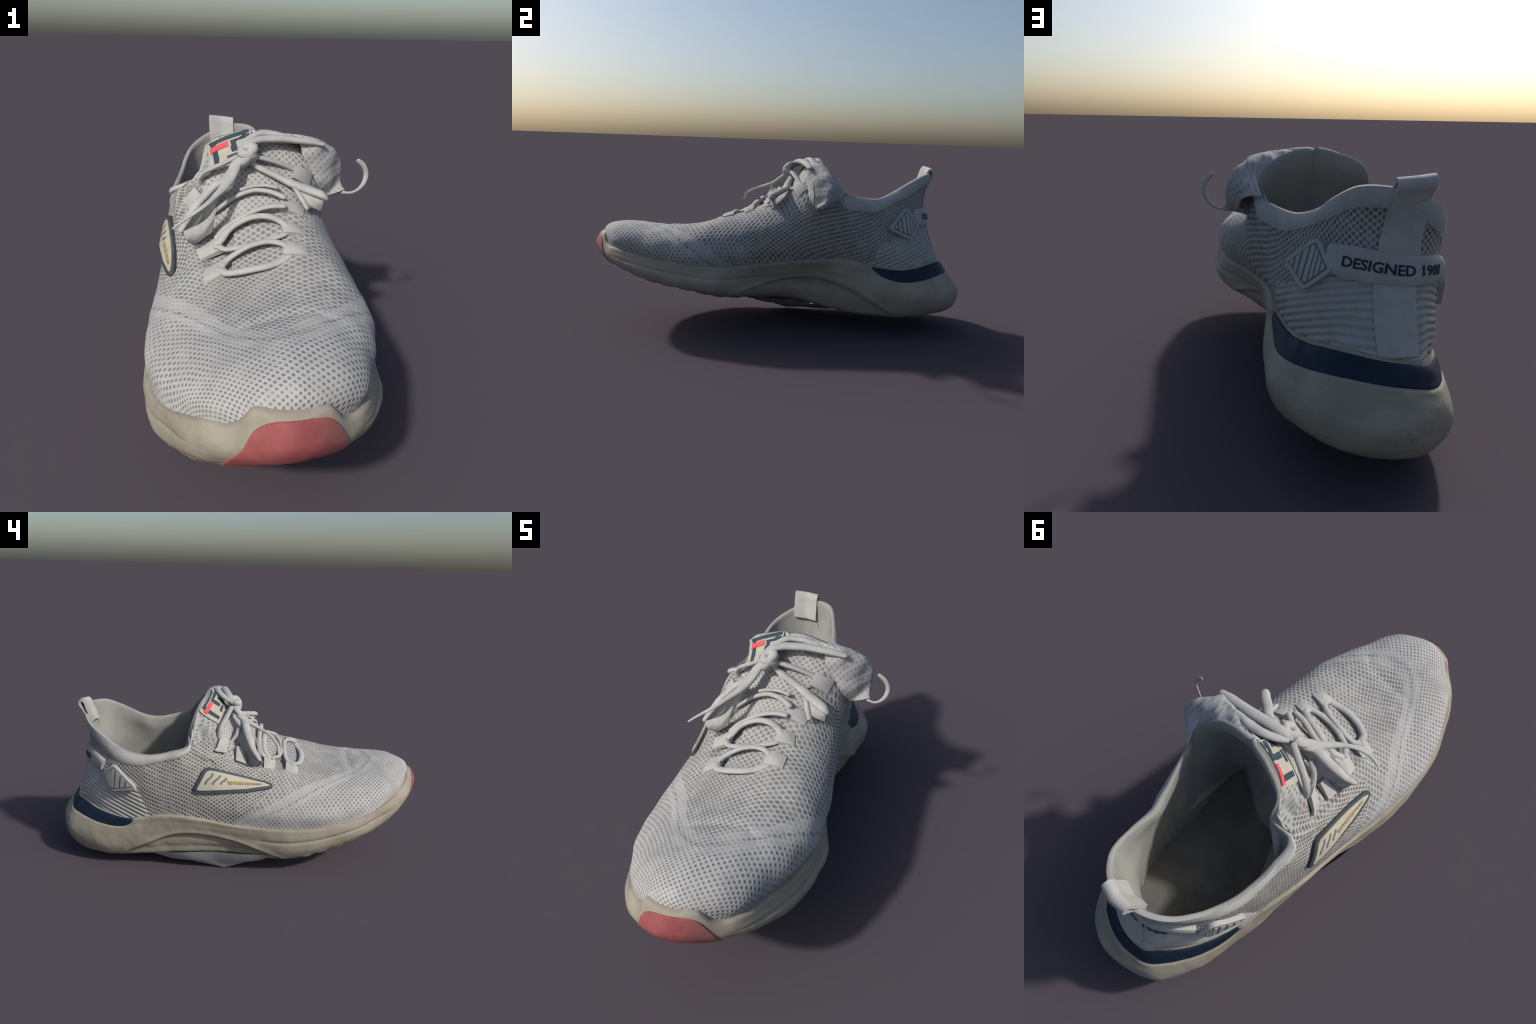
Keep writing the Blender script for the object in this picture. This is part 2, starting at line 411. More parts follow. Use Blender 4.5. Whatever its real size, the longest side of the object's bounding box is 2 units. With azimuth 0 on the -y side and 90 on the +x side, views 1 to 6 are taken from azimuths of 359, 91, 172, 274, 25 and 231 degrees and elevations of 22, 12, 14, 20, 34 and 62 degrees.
# the flank's top edge stands proud of the tongue beside the eyelets
zt = np.interp(Y, [-.36, -.2, -.05, .09, .2], [.525, .556, .584, .635, .69])
ymask = smooth01(Y, -.36, -.26) * (1 - smooth01(Y, .16, .22)) * (X < -.1) * (UU > .45)
D += ymask * (0.007 * np.exp(-((Z - zt + .014) / .016) ** 2) - 0.013 * smooth01(Z - zt, -.006, .010) * (1 - smooth01(Z - zt, .05, .11)))
ztR = np.interp(Y, [-.34, -.2, -.05, .09], [.62, .655, .69, .735])
G0 = G.copy(); NRM0 = NRM.copy()                   # smooth surface that the applied parts follow
for _ in range(6):
    NRM0[:, 1:-1] = (NRM0[:, 2:] + NRM0[:, :-2] + NRM0[:, 1:-1]) / 3
    NRM0 = (np.roll(NRM0, 1, 0) + np.roll(NRM0, -1, 0) + NRM0) / 3
G = G + NRM * D[..., None]
G[front, -1] = 0.5 * (G[front, -1] + G[pair[front], -1])
UP_N = grid_normals(G, wrap=True)
UP_N = np.where((np.einsum("ijk,ijk->ij", UP_N, NRM) < 0)[..., None], -UP_N, UP_N)
UP_N[front, -1] = UP_N[front, -3] + UP_N[pair[front], -3]
UP_N /= np.linalg.norm(UP_N, axis=2, keepdims=True) + 1e-12

all_faces = np.array(grid_faces(NS, NU, wrap=True))
flatG = G.reshape(-1, 3); flatN = UP_N.reshape(-1, 3)
# orientation test
fa = all_faces[len(all_faces) // 3]
fn = np.cross(flatG[fa[1]] - flatG[fa[0]], flatG[fa[2]] - flatG[fa[0]])
if fn @ flatN[fa[0]] < 0:
    all_faces = all_faces[:, ::-1]
fc = all_faces
reg_rib = (rib_zone.reshape(-1)[fc].mean(1) > 0.5)
reg_col = collar_zone.reshape(-1)[fc].mean(1) > 0.5
fy = Y.reshape(-1)[fc].mean(1); fz = Z.reshape(-1)[fc].mean(1); fx = X.reshape(-1)[fc].mean(1); fu = UU.reshape(-1)[fc].mean(1); fs = SS.reshape(-1)[fc].mean(1)
reg_tongue = (~reg_col) & (fu > 0.70) & (fy > -0.10) & ((fs < 6.45) | (fs > 13.95))
def region_mesh(name, mask, mat):
    f = fc[mask]
    used, inv = np.unique(f, return_inverse=True)
    ob = new_mesh(name, flatG[used], inv.reshape(f.shape), mat, root)
    ob.data.normals_split_custom_set_from_vertices([tuple(v) for v in flatN[used]])
    return ob
region_mesh("heel_counter", reg_rib & ~reg_col, M_rib)
region_mesh("collar", reg_col, M_collar)
region_mesh("tongue", reg_tongue & ~reg_rib, M_tongue)
region_mesh("vamp", ~(reg_rib | reg_col | reg_tongue), M_knit)

flatN0 = NRM0.reshape(-1, 3)
BVH = BVHTree.FromPolygons([Vector(v) for v in G0.reshape(-1, 3)], [tuple(map(int, f)) for f in fc])
def on_upper(p, off=0.0):
    loc, nor, idx, d = BVH.find_nearest(Vector(p))
    n = Vector(flatN0[fc[idx]].mean(0)).normalized()
    return np.array(loc) + np.array(n) * off, np.array(n)

# ---------------------------------------------------------------- lining and insole
rear = np.where(~front)[0]
ends = [N_FRONT - 1, *rear, int(iR[N_FRONT - 1])]
Tr = G[ends, -1]; Un = G[ends]
cx = V3(-.10, .47, 0)
LN = []
floor_z = lambda y: np.interp(y, [-.1, .1, .3, .5, .7], [.41, .39, .34, .305, .275])
for k_, i in enumerate(ends):
    T = G[i, -1]
    inward = cx - T; inward[2] = 0
    dist = np.linalg.norm(inward); inward /= dist + 1e-9
    fr = smooth01(np.array(T[2] - 0.06 * (T[1] - .2)), 0.72, 0.86) * (1 - smooth01(np.array(T[1]), .26, .34))
    if fr > 0: inward = inward * (1 - fr) + V3(0, 1, 0) * fr; inward /= np.linalg.norm(inward)
    th = 0.019 * (1 - 0.2 * fr)
    up = V3(0, 0, 1)
    mid_ = G[i, int(NU * 0.52)]; low_ = G[i, int(NU * 0.06)] - V3(0, 0, .03 * smooth01(np.array(T[1]), .45, .75))
    i2 = mid_ + inward * 0.030; i3 = low_ + inward * 0.045; i3[2] = floor_z(i3[1])
    if T[0] < -.1: i3[0] += .10 * (1 - smooth01(np.array(i3[1]), .30, .55))
    f2 = V3(T[0] * .92 - .01, T[1] - .085, .69); f3 = V3(T[0] * 0.8 - .01, .20 - .35 * max(0, T[0] + .08), .40)
    pts = [T, T + inward * th * .35 + up * .005, T + inward * th * .85 + up * .001, T + inward * th * 1.05 - up * .03,
           (T + inward * th - up * .03) * .35 + .65 * (i2 * (1 - fr) + f2 * fr), i2 * (1 - fr) + f2 * fr, i3 * (1 - fr) + f3 * fr]
    LN.append(curve(pts, 40))
LN = np.array(LN)
nl = len(LN)
floor_c = V3(-.11, .42, .335)
lin_faces = grid_faces(nl, 40, wrap=True)
lining = fix_normals(new_mesh("lining", LN.reshape(-1, 3), lin_faces, M_lining, root), weld=1e-4)
ring = LN[:, -2] * .35 + LN[:, -1] * .65
cent = np.stack([ring[:, 0] * 0 - .10, .42 + (ring[:, 1] - .42) * .25, floor_z(.42 + (ring[:, 1] - .42) * .25) - .005], 1)
rings = [ring + (cent - ring) * t for t in (0, .08, .25, .5, .75, .97)]
IG = np.stack(rings, 1)
insole = fix_normals(new_mesh("insole", np.vstack([IG.reshape(-1, 3)]), grid_faces(nl, 6, wrap=True) + [tuple(i * 6 + 5 for i in range(nl))], M_insole, root))

# ---------------------------------------------------------------- midsole
SA = P[:, 0]                                    # sole line of the upper at the same stations
SOLE = {}                                        # widest line and lower edge
def sole(s, wide, edge): SOLE[s] = np.array([wide, edge], float)
sole(0,  (.07,-1.0,.455), (.04,-.925,.352))
sole(1,  (-.117,-.935,.40), (-.118,-.862,.286))
sole(2,  (-.268,-.755,.31), (-.237,-.745,.236))
sole(3,  (-.350,-.55,.25), (-.300,-.55,.158))
sole(4, (-.386,-.30,.21), (-.337,-.30,.090))
sole(5, (-.374,.0,.225), (-.315,.0,.095))
sole(6,  (-.388,.29,.225), (-.335,.28,.092))
sole(7,  (-.388,.53,.19), (-.340,.51,.072))
sole(8,  (-.368,.77,.17), (-.323,.72,.055))
sole(9,  (-.275,.935,.185), (-.235,.875,.062))
sole(10, (-.115,.997,.200), (-.11,.93,.095))
sole(11, (.055,.955,.215), (.03,.90,.120))
sole(12, (.178,.80,.225), (.13,.75,.118))
sole(13, (.203,.55,.245), (.135,.53,.112))
sole(14, (.162,.30,.26), (.116,.30,.132))
sole(14.5, (.143,.15,.28), (.096,.15,.166))
sole(15, (.168,.0,.29), (.112,.0,.195))
sole(15.5, (.235,-.15,.30), (.175,-.15,.208))
sole(16, (.325,-.30,.305), (.255,-.30,.222))
sole(17, (.346,-.50,.310), (.280,-.50,.262))
sole(18, (.319,-.705,.352), (.256,-.697,.301))
sole(19, (.224,-.890,.404), (.163,-.853,.342))
Ss = np.array(sorted(SOLE)); Ps = np.array([SOLE[s] for s in Ss])
NSS = 520
sS = np.linspace(0, 20, NSS, endpoint=False)
A = hermite(K[:-1], SA, s_to_k(sS), KLEN)
A[:, 2] = bumper(sS, A[:, 2])
BC = hermite(s_to_k(Ss), Ps, s_to_k(sS), KLEN)
Bq, Cq = BC[:, 0], BC[:, 1]
tan = np.roll(A, -1, 0) - np.roll(A, 1, 0); tan[:, 2] = 0
out = np.cross(tan, V3(0, 0, 1)); out /= np.linalg.norm(out, axis=1, keepdims=True)
if (out * (A - V3(-.05, 0, 0)))[:, :2].sum(1).mean() < 0: out = -out
rearw = smooth01(A[:, 1], .45, .62)[:, None]
lip = A + out * 0.010 + V3(0, 0, -.001)
ins = A - out * 0.03 - V3(0, 0, .015)
A2 = A + (Bq - A) * .36 + out * (0.010 + 0.006 * rearw)
B2 = .5 * (Bq + Cq) + out * .016 - V3(0, 0, .006)
cen = np.interp(Cq[:, 1], [-.95, -.6, -.2, .2, .6, .95], [.04, -.01, -.06, -.10, -.11, -.11])
czz = np.interp(Cq[:, 1], [-.95, -.8, -.6, -.3, 0, .3, .6, .95], [.33, .25, .195, .15, .125, .11, .085, .11])
E0 = np.stack([cen, Cq[:, 1] * .93, czz], 1)
D0 = Cq + (E0 - Cq) * .25 - V3(0, 0, .004)
NUS = 90
NAVY_S = (6.85, 13.1)
def navy_u(a):
    """Band of the heel groove as fractions of the sole profile, tapering at both ends."""
    e = np.clip(np.minimum(a, 1 - a) / .10, 0, 1)
    return 0.115 + 0 * a, 0.115 + 0.012 + 0.175 * np.sqrt(1 - (1 - e) ** 2)
SG = np.array([curve([ins[i], A[i] + out[i] * .001 + V3(0, 0, .002), lip[i], A2[i], Bq[i], B2[i], Cq[i], D0[i]], NUS) for i in range(NSS)])
SN = grid_normals(SG, wrap=True)
if (SN[:, NUS // 2] * out).sum(1).mean() < 0: SN = -SN
XS, YS, ZS = SG[..., 0], SG[..., 1], SG[..., 2]
US = np.repeat(np.linspace(0, 1, NUS)[None], NSS, 0)
hB = (ZS - Cq[:, None, 2]) / (A[:, None, 2] - Cq[:, None, 2])
dS = 0.0025 * fnoise(SG.reshape(-1, 3), 8, 4.2, 3).reshape(NSS, NUS)
# sculpted waist under an arched crease on both flanks
arch = 0.62 - 0.85 * ((YS - 0.16) / 0.55) ** 2
waist = smooth01(arch - hB, 0.0, 0.10) * smooth01(hB, 0.02, 0.2) * np.where(XS > -.1, .5, 1)
dS -= 0.014 * waist
dS += 0.005 * np.exp(-((hB - arch) / 0.07) ** 2) * smooth01(-np.abs(YS - .16), -.5, -.4)
dS -= 0.005 * np.exp(-((hB - .62) / .05) ** 2) * smooth01(-YS, .05, .25) * (1 - smooth01(-YS, .80, .90))
# tread teeth along the lower edge of the forefoot
tooth = np.sign(np.sin(YS * 2 * np.pi / 0.085)) * 0.5 + 0.5
dS += 0.004 * tooth * smooth01(-np.abs(hB - .02), -.13, -.05) * smooth01(-YS, .30, .40)
sfull = np.repeat(sS[:, None], NUS, 1)
an = np.clip((sfull - NAVY_S[0]) / (NAVY_S[1] - NAVY_S[0]), 0, 1)
n0, n1 = navy_u(an)
dS -= 0.006 * smooth01(US, n0 - .015, n0 + .005) * (1 - smooth01(US, n1 - .01, n1 + .018)) * ((sfull > NAVY_S[0]) & (sfull < NAVY_S[1]))
SG = SG + SN * dS[..., None]
SN = grid_normals(SG, wrap=True)
if (SN[:, NUS // 2] * out).sum(1).mean() < 0: SN = -SN
iC = int(NUS * 0.86)
sole_faces = np.array(grid_faces(NSS, NUS, wrap=True))
midsole = fix_normals(new_mesh("midsole", SG.reshape(-1, 3), sole_faces, M_foam, root))
# outsole: inner part of the underside
OG = np.stack([SG[:, -1] + (E0 - SG[:, -1]) * t for t in (0, .02, .2, .4, .6, .8, 1.0)], 1)
tread = 0.006 * (np.sin(OG[..., 1] * 70) > 0) * (np.abs(OG[..., 0] - cen[:, None]) > .05)
OG[..., 2] -= tread * np.array([0, 1, 1, 1, 1, 0, 0])[None]
outsole = fix_normals(new_mesh("outsole", OG.reshape(-1, 3), grid_faces(NSS, 7, wrap=True), M_under, root))

def sole_at(s, u):
    """Point and normal on the midsole at station s and profile fraction u (arrays)."""
    i = (np.asarray(s) % 20) / 20 * NSS; j = np.clip(np.asarray(u), 0, 1) * (NUS - 1)
    i0 = np.floor(i).astype(int) % NSS; i1 = (i0 + 1) % NSS; fi = (i - np.floor(i))[..., None]
    j0 = np.clip(np.floor(j).astype(int), 0, NUS - 2); fj = (j - j0)[..., None]
    f = lambda Q: (Q[i0, j0]*(1-fi)+Q[i1, j0]*fi)*(1-fj) + (Q[i0, j0+1]*(1-fi)+Q[i1, j0+1]*fi)*fj
    return f(SG), f(SN)

def sole_patch(name, smin, smax, ufun, mat, h, n=200, m=20, edge=0.12, parent=None):
    a = np.linspace(0, 1, n)[:, None]; b = np.linspace(0, 1, m)[None]
    s = smin + (smax - smin) * a + 0 * b
    u0, u1 = ufun(a)
    u = u0 + (u1 - u0) * b
    p, nn = sole_at(s, u)
    prof = np.minimum(1, np.minimum(np.minimum(b, 1 - b) / edge, np.minimum(a, 1 - a) / (edge * .15)))
    hh = -0.004 + (h + 0.004) * np.sqrt(np.clip(1 - (1 - prof) ** 2, 0, 1))
    p = p + nn * hh[..., None]
    return fix_normals(new_mesh(name, p.reshape(-1, 3), grid_faces(n, m), mat, parent or root))

sole_patch("heel_band", *NAVY_S, navy_u, M_navy, 0.003, edge=.10)
def pink_u(a):
    c = np.abs(2 * a - 1)
    return 0.205 + 0.42 * c ** 3.5, 0.80 - 0.02 * c
sole_patch("toe_guard", -0.88, 0.80, pink_u, M_pink, 0.004, n=120, m=40, edge=.05)

# stray scan fragment under the waist, not a shoe part, built as a wedge
base = [(-.34,.45,.085), (-.36,.30,.10), (-.365,.10,.12), (-.37,-.10,.12), (-.33,-.26,.115), (-.10,-.22,.14), (.05,.05,.15), (.02,.35,.12), (-.12,.50,.09)]
bc_ = curve(base + [base[0]], 90)[:-1]
tip = V3(-.318,.04,.001); mids = V3(-.20, .10, .03)
wedge = []
for p in bc_:
    q_ = p + (tip - p) * .55; q_[2] = min(q_[2], p[2] - (p[2] - 0) * .42)
    wedge.append([p, p + (tip - p) * .3 - V3(0, 0, .012), q_, p + (tip - p) * .85, tip + (p - tip) * .01])
wedge = np.array(wedge)
fix_normals(new_mesh("scan_scrap", wedge.reshape(-1, 3), grid_faces(len(bc_), 5, wrap=True) + [tuple(i*5+4 for i in range(len(bc_)))], M_scrap, root), 25)

# ---------------------------------------------------------------- parts lying on the upper
def quad_patch(name, c4, mat, h, parent, n=14, m=10, skirt=0.006, bulge=0.0, conform=True, lift=0.0, ramp=1.0):
    """Thick sheet over four corners (going round), laid on the upper."""
    c4 = np.array(c4, float)
    g = np.zeros((n + 2, m + 2, 3))
    for i in range(n + 2):
        for j in range(m + 2):
            a = np.clip((i - 1) / (n - 1), 0, 1); b = np.clip((j - 1) / (m - 1), 0, 1)
            p = (c4[0]*(1-a)+c4[1]*a)*(1-b) + (c4[3]*(1-a)+c4[2]*a)*b
            rim = i in (0, n + 1) or j in (0, m + 1)
            if conform:
                q0, nn = on_upper(p)
                off = -skirt if rim else h * (ramp + (1 - ramp) * b) + bulge * math.sin(math.pi * a) * math.sin(math.pi * b)
                g[i, j] = q0 + nn * (off + (0 if rim else lift))
            else:
                nn = np.cross(c4[1] - c4[0], c4[3] - c4[0]); nn /= np.linalg.norm(nn)
                if nn[2] < 0: nn = -nn
                g[i, j] = p + nn * (-skirt if rim else h + bulge * math.sin(math.pi * a) * math.sin(math.pi * b))
    ob = fix_normals(new_mesh(name, g.reshape(-1, 3), grid_faces(n + 2, m + 2), mat, parent), 50)
    return ob

def plate(name, outline, mat, h, parent, rim=0.15, skirt=0.006, n=80, rings=10, rounded=True):
    """Raised plate with any star-shaped outline, wrapped on the upper."""
    o = np.array(outline, float)
    if rounded:
        o2 = []
        for i in range(len(o)):
            a, b, c = o[i - 1], o[i], o[(i + 1) % len(o)]
            la = np.linalg.norm(a - b); lc = np.linalg.norm(c - b); ra = min(.3, .022 / la); rc = min(.3, .022 / lc)
            o2 += [b + (a - b) * ra, b + (a - b) * ra * .3 + (c - b) * rc * .3, b + (c - b) * rc]
        o = np.array(o2)
    k = np.r_[0, np.cumsum(np.linalg.norm(np.diff(np.vstack([o, o[:1]]), axis=0), axis=1))]
    t = np.linspace(0, k[-1], n, endpoint=False)
    oc = np.vstack([o, o[:1]])
    O = np.stack([np.interp(t, k, oc[:, d]) for d in range(3)], 1)
    c = O.mean(0)
    rr = [1.0, 1.0] + list(np.linspace(.985, 0.02, rings))
    hh = [-skirt, h * .6] + [h] * rings
    g = np.zeros((n, len(rr), 3))
    for i in range(n):
        for j, r in enumerate(rr):
            q0, nn = on_upper(c + (O[i] - c) * r)
            g[i, j] = q0 + nn * hh[j]
    faces = grid_faces(n, len(rr), wrap=True) + [tuple(i * len(rr) + len(rr) - 1 for i in range(n))]
    return fix_normals(new_mesh(name, g.reshape(-1, 3), faces, mat, parent), 60)

def ribbon_on(name, pts, width, mat, h, parent, n=60, m=8, skirt=0.005, conform=True, rnd=.35):
    """Strip following a line on the upper; width may vary along it."""
    C = curve(pts, n)
    W = np.interp(np.linspace(0, 1, n), np.linspace(0, 1, len(np.atleast_1d(width))), np.atleast_1d(width))
    g = np.zeros((n, m + 2, 3))
    for i in range(n):
        t = C[min(i + 1, n - 1)] - C[max(i - 1, 0)]
        q0, nn = on_upper(C[i])
        side = np.cross(nn, t); side /= np.linalg.norm(side)
        for j in range(m + 2):
            b = np.clip((j - 1) / (m - 1), 0, 1) - .5
            p, n2 = on_upper(C[i] + side * b * W[i])
            g[i, j] = p + n2 * (-skirt if j in (0, m + 1) or i in (0, n - 1) else h * (1 - rnd * abs(2 * b) ** 4))
    return fix_normals(new_mesh(name, g.reshape(-1, 3), grid_faces(n, m + 2), mat, parent), 50)

def tube(name, pts, r, mat, parent, flat=1.0, n=None, m=12, up=(0, 0, 1), twist=0.0, cap=True):
    """Cord or flat lace swept along control points; r may vary; flat<1 squashes it along 'up'."""
    n = n or 14 * len(pts)
    C = curve(pts, n)
    R = np.interp(np.linspace(0, 1, n), np.linspace(0, 1, len(np.atleast_1d(r))), np.atleast_1d(r))
    up = np.asarray(up, float)
    g = np.zeros((n, m, 3))
    for i in range(n):
        t = C[min(i + 1, n - 1)] - C[max(i - 1, 0)]; t /= np.linalg.norm(t)
        a = np.cross(t, up)
        if np.linalg.norm(a) < .05: a = np.cross(t, V3(1, 0, 0))
        a /= np.linalg.norm(a); b = np.cross(a, t)
        tw = twist * i / n
        a, b = a * math.cos(tw) + b * math.sin(tw), b * math.cos(tw) - a * math.sin(tw)
        e = min(i, n - 1 - i); k = 1.0 if e > 2 else (0.25, 0.72, 0.93)[e]
        for j in range(m):
            w = 2 * math.pi * j / m
            g[i, j] = C[i] + k * R[i] * (a * math.cos(w) + b * math.sin(w) * flat)
    f = []
    for i in range(n - 1):
        for j in range(m):
            f.append((i*m+j, i*m+(j+1) % m, (i+1)*m+(j+1) % m, (i+1)*m+j))
    if cap: f += [tuple(range(m)), tuple((n-1)*m + j for j in range(m))]
    return fix_normals(new_mesh(name, g.reshape(-1, 3), f, mat, parent))

def sheet(name, edges, mat, parent, th=0.008, n=30, m=16, wob=0.0, wscale=22):
    """Soft cloth sheet lofted through several edge lines, with thickness."""
    E = np.array([curve(e, n) for e in edges])              # (k,n,3)
    g = np.stack([curve(E[:, i], m) for i in range(n)])     # (n,m,3)
    nn = grid_normals(g)
    if wob:
        w = fnoise(g.reshape(-1, 3), wscale, 3.1, 2).reshape(n, m)
        g = g + nn * (wob * w)[..., None]
    a = g + nn * th / 2; b = g - nn * th / 2
    vs = np.vstack([a.reshape(-1, 3), b.reshape(-1, 3)])
    N = n * m
    f = [tuple(x) for x in grid_faces(n, m)] + [tuple(N + v for v in x[::-1]) for x in grid_faces(n, m)]
    bd = [(i*m, (i+1)*m) for i in range(n-1)] + [((i+1)*m+m-1, i*m+m-1) for i in range(n-1)] + [(j+1, j) for j in range(m-1)] + [((n-1)*m+j, (n-1)*m+j+1) for j in range(m-1)]
    f += [(p, q2, q2 + N, p + N) for p, q2 in bd]
    return fix_normals(new_mesh(name, vs, f, mat, parent), 60)

# ---- side badge
badge_o = [(-.352,.118,.601), (-.315,-.180,.537), (-.311,-.202,.527), (-.311,-.212,.511), (-.315,-.210,.494), (-.322,-.190,.484), (-.345,-.082,.468), (-.392,.168,.470), (-.394,.186,.474), (-.394,.196,.484), (-.392,.194,.496), (-.360,.150,.584), (-.356,.137,.597)]
badge = plate("side_badge", badge_o, M_badge_rim, 0.012, root, n=140, rings=14, rounded=False)
face_o = [(-.355,.118,.585), (-.320,-.165,.524), (-.319,-.196,.511), (-.320,-.194,.502), (-.345,-.073,.485), (-.390,.170,.486), (-.388,.178,.493), (-.360,.136,.575)]
plate("badge_face", face_o, M_badge, 0.0155, badge, n=120, rings=12, rounded=False)
for a_, b_ in (((-.355,.098,.569), (-.378,.135,.514)), ((-.350,.061,.558), (-.370,.099,.513)), ((-.347,.030,.543), (-.365,.061,.512))):
    a_, b_ = np.array(a_), np.array(b_); w_ = V3(0, .004, 0)
    line = [a_, a_ * .7 + b_ * .3 - w_, a_ * .35 + b_ * .65 + w_, b_]
    ribbon_on("badge_dark_strip", line, .011, M_dark_inlay, 0.0168, badge, n=24, m=4, skirt=-.014, rnd=0.0)  # dark strips laid on the face in place of cut slots
tube("badge_script", [on_upper(V3(-.36, .025, .522) + (V3(-.325, -.150, .508) - V3(-.36, .025, .522)) * k / 40 + V3(0, 0, .010 * math.sin(k * 2.3) * (1 - k / 70)), .0155)[0] for k in range(41)], .0045, M_gold, badge, n=260, m=6, flat=.4, up=(-1, 0, 0))

# ---- heel strap with two diamonds, stripes and lettering
strap_mid = [(.022,.682,.632), (-.045,.765,.632), (-.10,.792,.627), (-.17,.805,.620), (-.25,.775,.613), (-.31,.725,.603), (-.346,.672,.578)]
strap = ribbon_on("heel_strap", strap_mid, [.085, .100, .095, .09, .085, .078, .06], M_strap, .022, root, n=120, m=10)
dR = [(.135,.538,.583), (.032,.636,.688), (-.007,.712,.595), (.068,.658,.512)]
dL = [(-.352,.675,.545), (-.362,.605,.602), (-.378,.480,.476), (-.342,.630,.446)]
for D_ in (dR, dL):
    pl = plate("strap_diamond", D_, M_strap, .021, strap, n=80, rings=10)
    d = np.array(D_); c = d.mean(0)
    ins_ = c + (d - c) * .80
    plate("diamond_dark_plate", ins_, M_dark_inlay, .0220, strap, n=60, rings=8, rounded=False, skirt=-.015)  # dark plate laid over the diamond, standing in for a recess
    ins2 = c + (d - c) * .72
    # slanting stripes
    for k in range(7):
        t0 = (k + .12) / 7; t1 = (k + .80) / 7
        def at_(t):
            # chord of the diamond at diagonal position t (corner 0 -> corner 2)
            if t < .5: return ins2[0] + (ins2[1] - ins2[0]) * t * 2, ins2[0] + (ins2[3] - ins2[0]) * t * 2
            return ins2[1] + (ins2[2] - ins2[1]) * (t * 2 - 1), ins2[3] + (ins2[2] - ins2[3]) * (t * 2 - 1)
        a1, b1 = at_(t0); a2, b2 = at_(t1)
        quad_patch("diamond_stripe", [a1, a2, b2, b1], M_strap, .0242, strap, n=4, m=10, skirt=-.018)

def lettering(text, origin_line, height, a0, a1, off, mat, parent):
    cu = bpy.data.curves.new("lettering", "FONT"); cu.body = text; cu.size = 1.0; cu.resolution_u = 3
    cu.offset = 0.022
    ob = bpy.data.objects.new("lettering", cu); bpy.context.collection.objects.link(ob)
    bpy.context.view_layer.update()
    me = bpy.data.meshes.new_from_object(ob.evaluated_get(bpy.context.evaluated_depsgraph_get()))
    bpy.data.objects.remove(ob)
    v = np.array([x.co[:] for x in me.vertices]); f = [tuple(p.vertices) for p in me.polygons]
    bpy.data.meshes.remove(me)
    x = (v[:, 0] - v[:, 0].min()) / np.ptp(v[:, 0]); y = (v[:, 1] - v[:, 1].min()) / np.ptp(v[:, 1]) - .5
    L = curve(origin_line, 400)
    out_ = []
    for xi, yi in zip(x, y):
        t = (a0 + (a1 - a0) * xi) * 399
        i = int(np.clip(math.floor(t), 0, 398)); p = L[i] + (L[i + 1] - L[i]) * (t - i)
        tn = L[min(i + 6, 399)] - L[max(i - 6, 0)]
        q0, nn = on_upper(p)
        up_ = np.cross(nn, tn); up_ /= np.linalg.norm(up_)
        if up_[2] < 0: up_ = -up_
        q1, n1 = on_upper(p + up_ * yi * height)
        out_.append(q1 + n1 * off)
    return fix_normals(new_mesh("strap_lettering", out_, f, mat, parent, smooth=False))
lettering("DESIGNED 1988", strap_mid, .033, .13, .80, .0238, M_print, strap)

# ---- heel stripe and pull loop
stripe_pts = [(-.150,.87,.372), (-.147,.835,.46), (-.148,.80,.56), (-.160,.78,.66), (-.172,.785,.75), (-.178,.80,.80)]
stripe = ribbon_on("heel_stripe", stripe_pts, .128, M_web, .012, root, n=60, m=8)
loop = [(-.175,.780,.765), (-.178,.796,.805), (-.182,.815,.845), (-.186,.826,.868), (-.188,.822,.882), (-.188,.808,.886), (-.187,.797,.872), (-.186,.790,.848), (-.184,.782,.825), (-.182,.774,.80), (-.180,.768,.775)]
Lc = curve(loop, 60)
gl = []
for p in Lc:
    gl.append([p + V3(b * .115, b * .01 - abs(b) * .02, -b * .012) for b in np.linspace(-.5, .5, 9)])
gl = np.array(gl)
def solid_grid(name, g, th, mat, parent, ang=60):
    nn = grid_normals(g); n, m = g.shape[:2]; N = n * m
    a = g + nn * th / 2; b = g - nn * th / 2
    f = [tuple(x) for x in grid_faces(n, m)] + [tuple(N + v for v in x[::-1]) for x in grid_faces(n, m)]
    bd = [(i*m, (i+1)*m) for i in range(n-1)] + [((i+1)*m+m-1, i*m+m-1) for i in range(n-1)] + [(j+1, j) for j in range(m-1)] + [((n-1)*m+j, (n-1)*m+j+1) for j in range(m-1)]
    f += [(p, q2, q2 + N, p + N) for p, q2 in bd]
    return fix_normals(new_mesh(name, np.vstack([a.reshape(-1, 3), b.reshape(-1, 3)]), f, mat, parent), ang)
solid_grid("pull_loop", gl, .014, M_web, root)

# ---- tongue label with its letters
lab = [V3(-.191,.089,.785), V3(-.03,.07,.87), V3(-.045,.155,.94), V3(-.221,.193,.862)]
label = quad_patch("tongue_label", lab, M_label, .008, root, n=24, m=18, skirt=.004)
def lb(u, v): return (lab[0]*(1-u)+lab[1]*u)*(1-v) + (lab[3]*(1-u)+lab[2]*u)*v
for u0, u1, v0, v1, m_ in ((.13,.97,.84,.97,M_label_navy), (.13,.25,.08,.84,M_label_navy), (.08,.50,.60,.78,M_label_red),
                           (.56,.68,.28,.76,M_label_navy), (.68,.97,.62,.76,M_label_navy), (.44,.70,.08,.20,M_label_navy), (.80,.95,.1,.5,M_label_navy)):
    quad_patch("label_letter", [lb(u0, v0), lb(u1, v0), lb(u1, v1), lb(u0, v1)], m_, .0105 + (.0012 if m_ is M_label_red else 0), label, n=10, m=6, skirt=-.007)

